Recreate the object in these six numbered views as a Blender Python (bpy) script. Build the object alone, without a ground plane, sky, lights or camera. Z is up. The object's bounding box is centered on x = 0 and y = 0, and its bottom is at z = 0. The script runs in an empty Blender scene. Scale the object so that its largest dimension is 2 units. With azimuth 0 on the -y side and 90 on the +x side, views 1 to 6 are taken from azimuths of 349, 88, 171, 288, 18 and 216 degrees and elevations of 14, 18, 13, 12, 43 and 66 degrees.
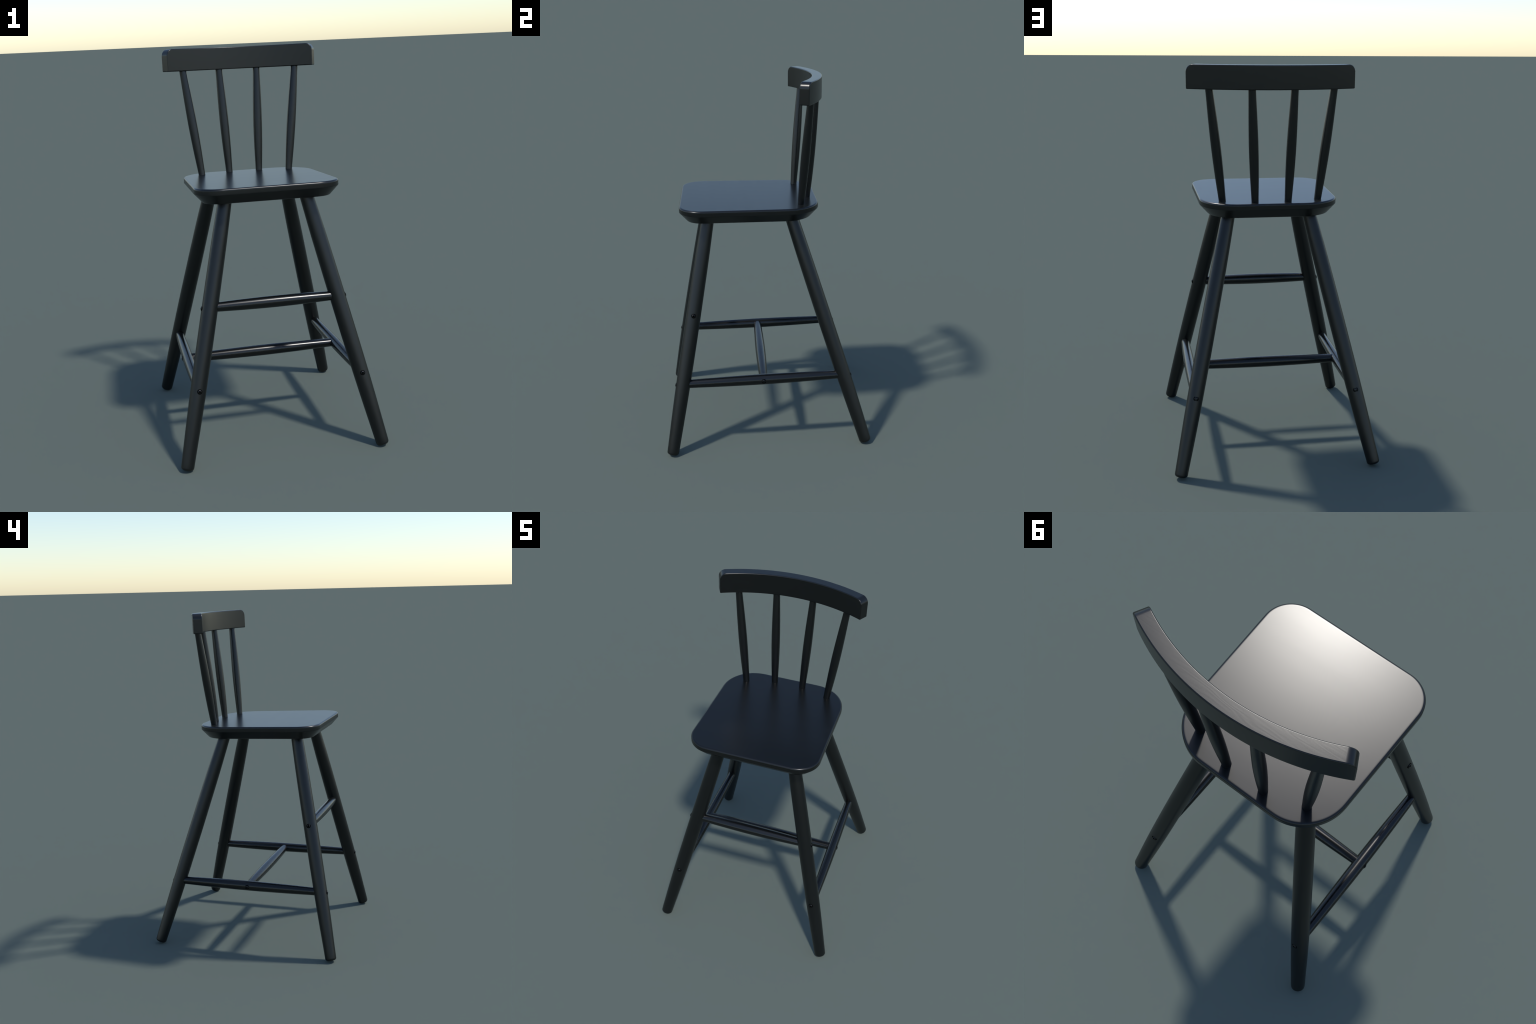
"""A tall black-lacquered wooden chair: tilted seat with bevelled underside, four splayed
swelling legs, H-stretcher, higher foot bar, four spindles and a curved top rail."""
import bpy, bmesh, math
from mathutils import Vector, Matrix

# ------------------------------------------------------------------ materials
def lacquer(name, colour, rough, grain_scale, grain_strength, grain_axis, rough_var=0.04):
    m = bpy.data.materials.new(name); m.use_nodes = True
    nt = m.node_tree; n = nt.nodes; l = nt.links; n.clear()
    out = n.new("ShaderNodeOutputMaterial"); b = n.new("ShaderNodeBsdfPrincipled")
    l.new(b.outputs[0], out.inputs[0])
    tc = n.new("ShaderNodeTexCoord"); mp = n.new("ShaderNodeMapping")
    s = [grain_scale] * 3; s[grain_axis] = grain_scale * 0.06      # fibres run along one axis
    mp.inputs["Scale"].default_value = s
    l.new(tc.outputs["Object"], mp.inputs[0])
    nz = n.new("ShaderNodeTexNoise"); nz.inputs["Scale"].default_value = 1.0
    nz.inputs["Detail"].default_value = 4.0; nz.inputs["Distortion"].default_value = 0.6
    l.new(mp.outputs[0], nz.inputs["Vector"])
    cr = n.new("ShaderNodeValToRGB")
    cr.color_ramp.elements[0].position = 0.3; cr.color_ramp.elements[1].position = 0.7
    cr.color_ramp.elements[0].color = (*[c * 0.9 for c in colour], 1)
    cr.color_ramp.elements[1].color = (*[c * 1.1 for c in colour], 1)
    l.new(nz.outputs["Fac"], cr.inputs[0]); l.new(cr.outputs[0], b.inputs["Base Color"])
    rr = n.new("ShaderNodeMapRange")
    rr.inputs["To Min"].default_value = rough - rough_var
    rr.inputs["To Max"].default_value = rough + rough_var
    l.new(nz.outputs["Fac"], rr.inputs[0]); l.new(rr.outputs[0], b.inputs["Roughness"])
    bp = n.new("ShaderNodeBump"); bp.inputs["Strength"].default_value = grain_strength
    bp.inputs["Distance"].default_value = 0.001
    l.new(nz.outputs["Fac"], bp.inputs["Height"]); l.new(bp.outputs[0], b.inputs["Normal"])
    return m

BLACK = (0.0040, 0.0045, 0.0044)
mat_leg = lacquer("black_lacquer_on_legs", BLACK, 0.315, 40, 0.012, 2, 0.02)
mat_bar = lacquer("black_lacquer_on_bars", BLACK, 0.25, 40, 0.006, 2, 0.01)
mat_spindle = lacquer("black_lacquer_on_spindles", BLACK, 0.30, 40, 0.012, 2, 0.02)
mat_seat = lacquer("black_lacquer_on_seat", BLACK, 0.29, 14, 0.008, 0, 0.01)
mat_rail = lacquer("black_lacquer_on_rail", BLACK, 0.28, 30, 0.0, 0, 0.005)
mat_screw = lacquer("black_steel", (0.0015, 0.0015, 0.0017), 0.30, 60, 0.02, 2)
mat_screw.node_tree.nodes["Principled BSDF"].inputs["Specular IOR Level"].default_value = 0.35
mat_painted_shadow = lacquer("dark_screw_hole", (0.0008, 0.0008, 0.0008), 0.85, 60, 0.0, 2)
mat_painted_shadow.node_tree.nodes["Principled BSDF"].inputs["Specular IOR Level"].default_value = 0.05

def add_growth_rings(m):
    """Faint wavy growth-ring relief under the lacquer of the bent rail (flat-sawn grain)."""
    nt = m.node_tree; n = nt.nodes; l = nt.links
    bump = next(x for x in n if x.type == 'BUMP'); tc = next(x for x in n if x.type == 'TEX_COORD')
    mp = n.new("ShaderNodeMapping"); mp.inputs["Scale"].default_value = (1.3, 9.0, 2.0)
    nz = n.new("ShaderNodeTexNoise"); nz.inputs["Scale"].default_value = 2.2; nz.inputs["Detail"].default_value = 2.0
    mul = n.new("ShaderNodeMath"); mul.operation = 'MULTIPLY'; mul.inputs[1].default_value = 11.0
    fr = n.new("ShaderNodeMath"); fr.operation = 'SINE'
    l.new(tc.outputs["Object"], mp.inputs[0]); l.new(mp.outputs[0], nz.inputs["Vector"])
    mul2 = n.new("ShaderNodeMath"); mul2.operation = 'MULTIPLY'; mul2.inputs[1].default_value = 6.283
    l.new(nz.outputs["Fac"], mul.inputs[0]); l.new(mul.outputs[0], mul2.inputs[0]); l.new(mul2.outputs[0], fr.inputs[0])
    l.new(fr.outputs[0], bump.inputs["Height"])
    bump.inputs["Strength"].default_value = 0.007; bump.inputs["Distance"].default_value = 0.001
add_growth_rings(mat_rail)

# ------------------------------------------------------------------ helpers
root = bpy.data.objects.new("wooden_high_chair", None)
bpy.context.collection.objects.link(root)
root["label"] = "tall black lacquered wooden chair with spindle back and footrest"
root["category"] = "high chair"

def finish(bm, name, mat, angle=35):
    bmesh.ops.remove_doubles(bm, verts=bm.verts, dist=1e-6)
    bmesh.ops.recalc_face_normals(bm, faces=bm.faces)
    me = bpy.data.meshes.new(name); bm.to_mesh(me); bm.free()
    me.materials.append(mat)
    me.shade_smooth()
    if angle: me.set_sharp_from_angle(angle=math.radians(angle))
    else:                                   # every edge is rounded: keep big faces flat (area-weighted normals)
        acc = [Vector((0, 0, 0)) for _ in me.vertices]
        for p in me.polygons:
            for v in p.vertices: acc[v] += p.normal * p.area
        me.normals_split_custom_set_from_vertices([a.normalized() for a in acc])
    return me

def place(name, me, parent, loc=(0, 0, 0), axis=None, matrix=None):
    """Put mesh at loc; local +z points along axis. Parent without offset (parents' matrices known)."""
    ob = bpy.data.objects.new(name, me); bpy.context.collection.objects.link(ob)
    w = matrix or (Matrix.Translation(loc) @
                   (Vector(axis).to_track_quat('Z', 'Y').to_matrix().to_4x4() if axis is not None else Matrix()))
    ob.parent = parent
    pw = parent.get("_w")
    ob.matrix_basis = (Matrix([list(r) for r in pw]).inverted() @ w) if pw else w
    ob["_w"] = [list(r) for r in w]
    return ob

def spline(keys, x):
    """Smooth (Catmull-Rom / Hermite) interpolation through (x, y) keys."""
    if x <= keys[0][0]: return keys[0][1]
    for i in range(len(keys) - 1):
        x0, y0 = keys[i]; x1, y1 = keys[i + 1]
        if x <= x1:
            def slope(j):
                a = keys[max(j - 1, 0)]; b = keys[min(j + 1, len(keys) - 1)]
                return (b[1] - a[1]) / (b[0] - a[0])
            h = x1 - x0; t = (x - x0) / h
            return ((2*t**3 - 3*t*t + 1) * y0 + (t**3 - 2*t*t + t) * h * slope(i)
                    + (-2*t**3 + 3*t*t) * y1 + (t**3 - t*t) * h * slope(i + 1))
    return keys[-1][1]

def turned(name, mat, length, keys, round_start=0.0, round_end=0.0, seg=48, rings=48):
    """Lathe-turned rod along +z, radius keys over 0..1, optionally rounded ends."""
    prof = []
    def r_at(z): return spline(keys, z / length)
    if round_start:
        b = round_start; r = r_at(b)
        prof.append((0.0, r - b))
        prof += [(b - b*math.cos(a), r - b + b*math.sin(a)) for a in [math.pi/2*i/8 for i in range(1, 9)]]
    else: prof.append((0.0, r_at(0)))
    z0, z1 = round_start, length - round_end
    prof += [(z0 + (z1 - z0)*i/rings, r_at(z0 + (z1 - z0)*i/rings)) for i in range(1, rings + 1)]
    if round_end:
        b = round_end; r = r_at(z1)
        prof += [(z1 + b*math.sin(a), r - b + b*math.cos(a)) for a in [math.pi/2*i/6 for i in range(1, 7)]]
    bm = bmesh.new(); prev = None
    for z, r in prof:
        ring = [bm.verts.new((r*math.cos(2*math.pi*k/seg), r*math.sin(2*math.pi*k/seg), z)) for k in range(seg)]
        if prev:
            for k in range(seg):
                bm.faces.new((prev[k], prev[(k+1) % seg], ring[(k+1) % seg], ring[k]))
        else: bm.faces.new(list(reversed(ring)))
        prev = ring
    bm.faces.new(prev)
    return finish(bm, name, mat, 40)

# ------------------------------------------------------------------ main dimensions
TILT = 0.032                       # the seat falls towards the back (slope)
SEAT_Z = 1.3400                    # top surface height at y = 0
SEAT_THICK = 0.0778
def seat_top(y): return SEAT_Z - TILT * y
def seat_bottom(y): return seat_top(y) - SEAT_THICK

# leg axes: (x, y) at two heights
Z_LO, Z_HI = 0.02, 1.2
LEG_AXIS = {"front": ((0.4978, -0.5362), (0.2218, -0.2859)),
            "back": ((0.4875, 0.5355), (0.2196, 0.1985))}
def leg_point(kind, side, z):
    (x0, y0), (x1, y1) = LEG_AXIS[kind]
    t = (z - Z_LO) / (Z_HI - Z_LO)
    return Vector((side * (x0 + t*(x1 - x0)), y0 + t*(y1 - y0), z))

# ------------------------------------------------------------------ screw (domed head, hex socket)
def screw_mesh():
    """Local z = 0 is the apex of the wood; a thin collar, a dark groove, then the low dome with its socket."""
    bm = bmesh.new(); seg = 36; R = 0.0130; hexr = 0.0050
    def hexrad(a):
        a = (a + math.pi/6) % (math.pi/3) - math.pi/6
        return hexr * math.cos(math.pi/6) / math.cos(a)
    rings = [[rz] * seg for rz in ((R, -0.010), (R, 0.0004), (R - 0.0004, 0.0008), (R - 0.0030, 0.0006))]
    for i in range(8):
        a = math.radians(4 + 56*i/7)
        rings.append([((R - 0.0032)*math.cos(a), 0.0003 + 0.0044*math.sin(a))] * seg)
    rings.append([(hexrad(2*math.pi*k/seg), 0.0043) for k in range(seg)])
    rings.append([(hexrad(2*math.pi*k/seg), 0.0008) for k in range(seg)])
    prev = None
    for ring in rings:
        vs = [bm.verts.new((r*math.cos(2*math.pi*k/seg), r*math.sin(2*math.pi*k/seg), z)) for k, (r, z) in enumerate(ring)]
        if prev:
            for k in range(seg): bm.faces.new((prev[k], prev[(k+1) % seg], vs[(k+1) % seg], vs[k]))
        else: bm.faces.new(list(reversed(vs)))
        prev = vs
    bm.faces.new(prev)
    for f in bm.faces:                              # raised rim and socket floor painted matt black to show recess shadow
        c = f.calc_center_median()
        f.material_index = 1 if math.hypot(c.x, c.y) > R - 0.0031 or (c.z < 0.002 and math.hypot(c.x, c.y) < 0.006) else 0
    me = finish(bm, "screw", mat_screw, 40); me.materials.append(mat_painted_shadow)
    return me
SCREW = screw_mesh()

# ------------------------------------------------------------------ legs
FOOT_R, FOOT_ROUND = 0.0327, 0.014
LEG_KEYS = [(0, 0.0324), (0.08, 0.0346), (0.16, 0.0370), (0.28, 0.0394), (0.44, 0.0405), (0.62, 0.0403),
            (0.83, 0.0386), (0.95, 0.0357), (1.0, 0.0342)]
legs = {}
for kind in ("front", "back"):
    p0, p1 = leg_point(kind, 1, 0), leg_point(kind, 1, 1)
    d = (p1 - p0).normalized(); tilt = math.acos(d.z)
    # foot: square-cut, rounded end whose lowest point touches the floor
    z_start = FOOT_ROUND + (FOOT_R - FOOT_ROUND) * math.sin(tilt) - FOOT_ROUND * d.z
    # head: square-cut; its inner edge only just reaches the seat's underside
    y_head = leg_point(kind, 1, 1.27).y
    z_end = seat_bottom(y_head) + 0.0335 * math.sin(tilt) - 0.004
    a, b = leg_point(kind, 1, z_start), leg_point(kind, 1, z_end)
    me = turned("leg", mat_leg, (b - a).length, LEG_KEYS, round_start=FOOT_ROUND)
    for side in (1, -1):
        a, b = leg_point(kind, side, z_start), leg_point(kind, side, z_end)
        legs[kind, side] = place("leg", me, root, a, b - a)

# ------------------------------------------------------------------ stretchers and foot bar
BAR_KEYS = [(0, 0.0222), (0.06, 0.0234), (0.25, 0.0272), (0.5, 0.0293), (0.75, 0.0272), (0.94, 0.0234), (1, 0.0222)]
Z_SIDE, Z_FOOT = 0.387, 0.768
pf, pb = leg_point("front", 1, Z_SIDE), leg_point("back", 1, Z_SIDE)
bar_mesh = turned("stretcher", mat_bar, (pb - pf).length, BAR_KEYS)
SCREW_OUT = 0.0398
def screw_axis(kind, side, outward):
    d = (leg_point(kind, side, 1) - leg_point(kind, side, 0)).normalized(); o = Vector(outward)
    return (o - d * o.dot(d)).normalized()
for side in (1, -1):
    pf, pb = leg_point("front", side, Z_SIDE), leg_point("back", side, Z_SIDE)
    bar = place("stretcher", bar_mesh, root, pf, pb - pf)
    mid = (pf + pb) / 2
    place("screw", SCREW, bar, mid + Vector((side*0.0283, 0, 0)), (side, 0, 0))
    place("screw", SCREW, legs["front", side], pf + Vector((0, -SCREW_OUT, 0)), screw_axis("front", side, (0, -1, 0)))
    place("screw", SCREW, legs["back", side], pb + Vector((0, SCREW_OUT, 0)), screw_axis("back", side, (0, 1, 0)))
    hi = leg_point("front", side, Z_FOOT)
    place("screw", SCREW, legs["front", side], hi + Vector((side*0.0412, 0, 0)), screw_axis("front", side, (side, 0, 0)))
mids = [(leg_point("front", s, Z_SIDE) + leg_point("back", s, Z_SIDE)) / 2 for s in (-1, 1)]
place("cross_stretcher", turned("cross_stretcher", mat_bar, (mids[1] - mids[0]).length, BAR_KEYS),
      root, mids[0], mids[1] - mids[0])
fl, fr = leg_point("front", -1, Z_FOOT), leg_point("front", 1, Z_FOOT)
place("foot_bar", turned("foot_bar", mat_bar, (fr - fl).length, BAR_KEYS), root, fl, fr - fl)

# ------------------------------------------------------------------ seat
def seat_outline(inset):
    """Rounded trapezoid, wider at the front; returns loop of (x, y), same count for every inset."""
    yf, yb = -0.4222, 0.3358
    wf, wb = 0.3618, 0.3475                 # half widths at yf / yb
    corners = [((wf, yf), 0.125), ((wb, yb), 0.191), ((-wb, yb), 0.191), ((-wf, yf), 0.125)]
    n = len(corners); pts = []
    for i in range(n):
        c, r = Vector(corners[i][0]), corners[i][1]
        p, q = Vector(corners[i-1][0]), Vector(corners[(i+1) % n][0])
        d0, d1 = (c - p).normalized(), (q - c).normalized()
        n0, n1 = Vector((-d0.y, d0.x)), Vector((-d1.y, d1.x))      # inward normals (ccw loop)
        turn = d0.angle(d1); cut = r * math.tan(turn/2)
        centre = c - d0*cut + n0*r
        a0 = math.atan2(-n0.y, -n0.x)
        for k in range(25):
            a = a0 + turn*k/24
            pts.append(centre + (r - inset) * Vector((math.cos(a), math.sin(a))))
    return pts

def build_seat():
    bm = bmesh.new()
    R = 0.010; band = 0.0305; off = 0.0445; rb = 0.010
    prof = [(R + 0.004, 0.0)]
    prof += [(R - R*math.sin(a), R*math.cos(a) - R) for a in [math.pi/2*i/8 for i in range(0, 9)]]
    prof += [(0.0, -band + 0.002), (0.0006, -band + 0.0006), (0.002, -band - 0.0014)]
    # bevelled underside with softened lower edge
    e = Vector((off, -SEAT_THICK)); din = (Vector((off, -SEAT_THICK)) - Vector((0, -band))).normalized()
    pa = e - din * rb * 0.6; pc = e + Vector((1, 0)) * rb * 0.6
    prof += [((1-t)**2*pa.x + 2*t*(1-t)*e.x + t*t*pc.x, (1-t)**2*pa.y + 2*t*(1-t)*e.y + t*t*pc.y) for t in [i/6 for i in range(7)]]
    prof.append((pc.x + 0.004, -SEAT_THICK))
    prev = first = None
    for inset, z in prof:
        ring = [bm.verts.new((p.x, p.y, z)) for p in seat_outline(inset)]
        if prev:
            for k in range(len(ring)):
                bm.faces.new((prev[k], prev[(k+1) % len(ring)], ring[(k+1) % len(ring)], ring[k]))
        else: first = ring
        prev = ring
    bm.faces.new(first); bm.faces.new(list(reversed(prev)))
    return finish(bm, "seat", mat_seat, 0)
tilt_m = Matrix.Translation((0, 0, SEAT_Z)) @ Matrix.Rotation(-math.atan(TILT), 4, 'X')
place("seat", build_seat(), root, matrix=tilt_m)

# ------------------------------------------------------------------ spindles
SPINDLE_KEYS = [(0, 0.0180), (0.05, 0.0184), (0.25, 0.0222), (0.47, 0.0240), (0.7, 0.0224), (0.93, 0.0189), (1, 0.0183)]
RAIL_BOTTOM, RAIL_TOP = 1.8838, 2.0001
RAIL_PIVOT_Y = 0.250
for xb, yb_, xt, yt in ((0.2415, 0.235, 0.3050, 0.295), (0.0830, 0.281, 0.1033, 0.343)):
    me = None
    for side in (1, -1):
        a = Vector((side*xb, yb_, seat_top(yb_))); b = Vector((side*xt, yt, RAIL_BOTTOM)); d = (b - a).normalized()
        a2, b2 = a - d*0.012, b + d*0.012
        me = me or turned("spindle", mat_spindle, (b2 - a2).length, SPINDLE_KEYS)
        place("spindle", me, root, a2, b2 - a2)

# ------------------------------------------------------------------ curved top rail
def build_rail():
    Ro, thick = 0.876, 0.0540; cy = 0.381 - Ro - RAIL_PIVOT_Y; Rm = Ro - thick/2
    S = Rm * math.asin(0.4147 / Ro); H = RAIL_TOP - RAIL_BOTTOM; cr = 0.036
    cols = [-S + cr*(1 - math.cos(math.pi/2*i/14)) for i in range(15)]
    cols += [-S + cr + (2*S - 2*cr)*i/80 for i in range(1, 80)]
    cols += [-c for c in reversed(cols[:15])]
    N = len(cols)
    def top(s):
        u = max(0.0, cr - (S - abs(s)))
        return H - (cr - math.sqrt(max(0, cr*cr - u*u)))
    br = 0.005                                      # softened lower corners
    def low(s):
        u = max(0.0, br - (S - abs(s)))
        return br - math.sqrt(max(0, br*br - u*u))
    loop = [(s, low(s)) for s in cols] + [(s, top(s)) for s in reversed(cols)]
    M = len(loop)
    def inset(k, a):
        s, z = loop[k]
        if k < N:                                   # bottom edge
            if abs(s) > S - br:
                c = math.copysign(S - br, s); dx, dz = s - c, z - br; r = math.hypot(dx, dz) or 1
                return (c + dx*(r - a)/r, br + dz*(r - a)/r)
            return (s, a)
        # top edge: shrink the rounded corner about its centre
        if abs(s) > S - cr:
            c = math.copysign(S - cr, s); dx, dz = s - c, z - (H - cr); r = math.hypot(dx, dz) or 1
            return (c + dx*(r - a)/r, H - cr + dz*(r - a)/r)
        return (s, z - a)
    b = 0.0042
    prof = [(b + 0.0015, 0.0)] + [(b*(1 - math.sin(t)), b*(1 - math.cos(t))) for t in [math.pi/2*i/5 for i in range(6)]]
    prof += [(a, thick - d) for a, d in reversed(prof)]
    def bend(s, depth, z):
        th = s / Rm; r = Ro - thick + depth
        return (r*math.sin(th), r*math.cos(th) + cy, z)
    bm = bmesh.new(); rings = []
    for a, depth in prof:
        rings.append([bm.verts.new(bend(*(lambda q: (q[0], depth, q[1]))(inset(k, a)))) for k in range(M)])
    for p, q in zip(rings, rings[1:]):
        for k in range(M): bm.faces.new((p[k], p[(k+1) % M], q[(k+1) % M], q[k]))
    for ring in (rings[0], rings[-1]):
        for j in range(N - 1):
            bm.faces.new((ring[j], ring[j+1], ring[M-2-j], ring[M-1-j]))
    return finish(bm, "top_rail", mat_rail, 0)
RAIL_TILT = 0.034                  # the rail leans back: its bowed middle sits a little lower than its ends
place("top_rail", build_rail(), root,
      matrix=Matrix.Translation((0, RAIL_PIVOT_Y, RAIL_BOTTOM)) @ Matrix.Rotation(-math.atan(RAIL_TILT), 4, 'X'))

for ob in bpy.data.objects:
    if "_w" in ob: del ob["_w"]
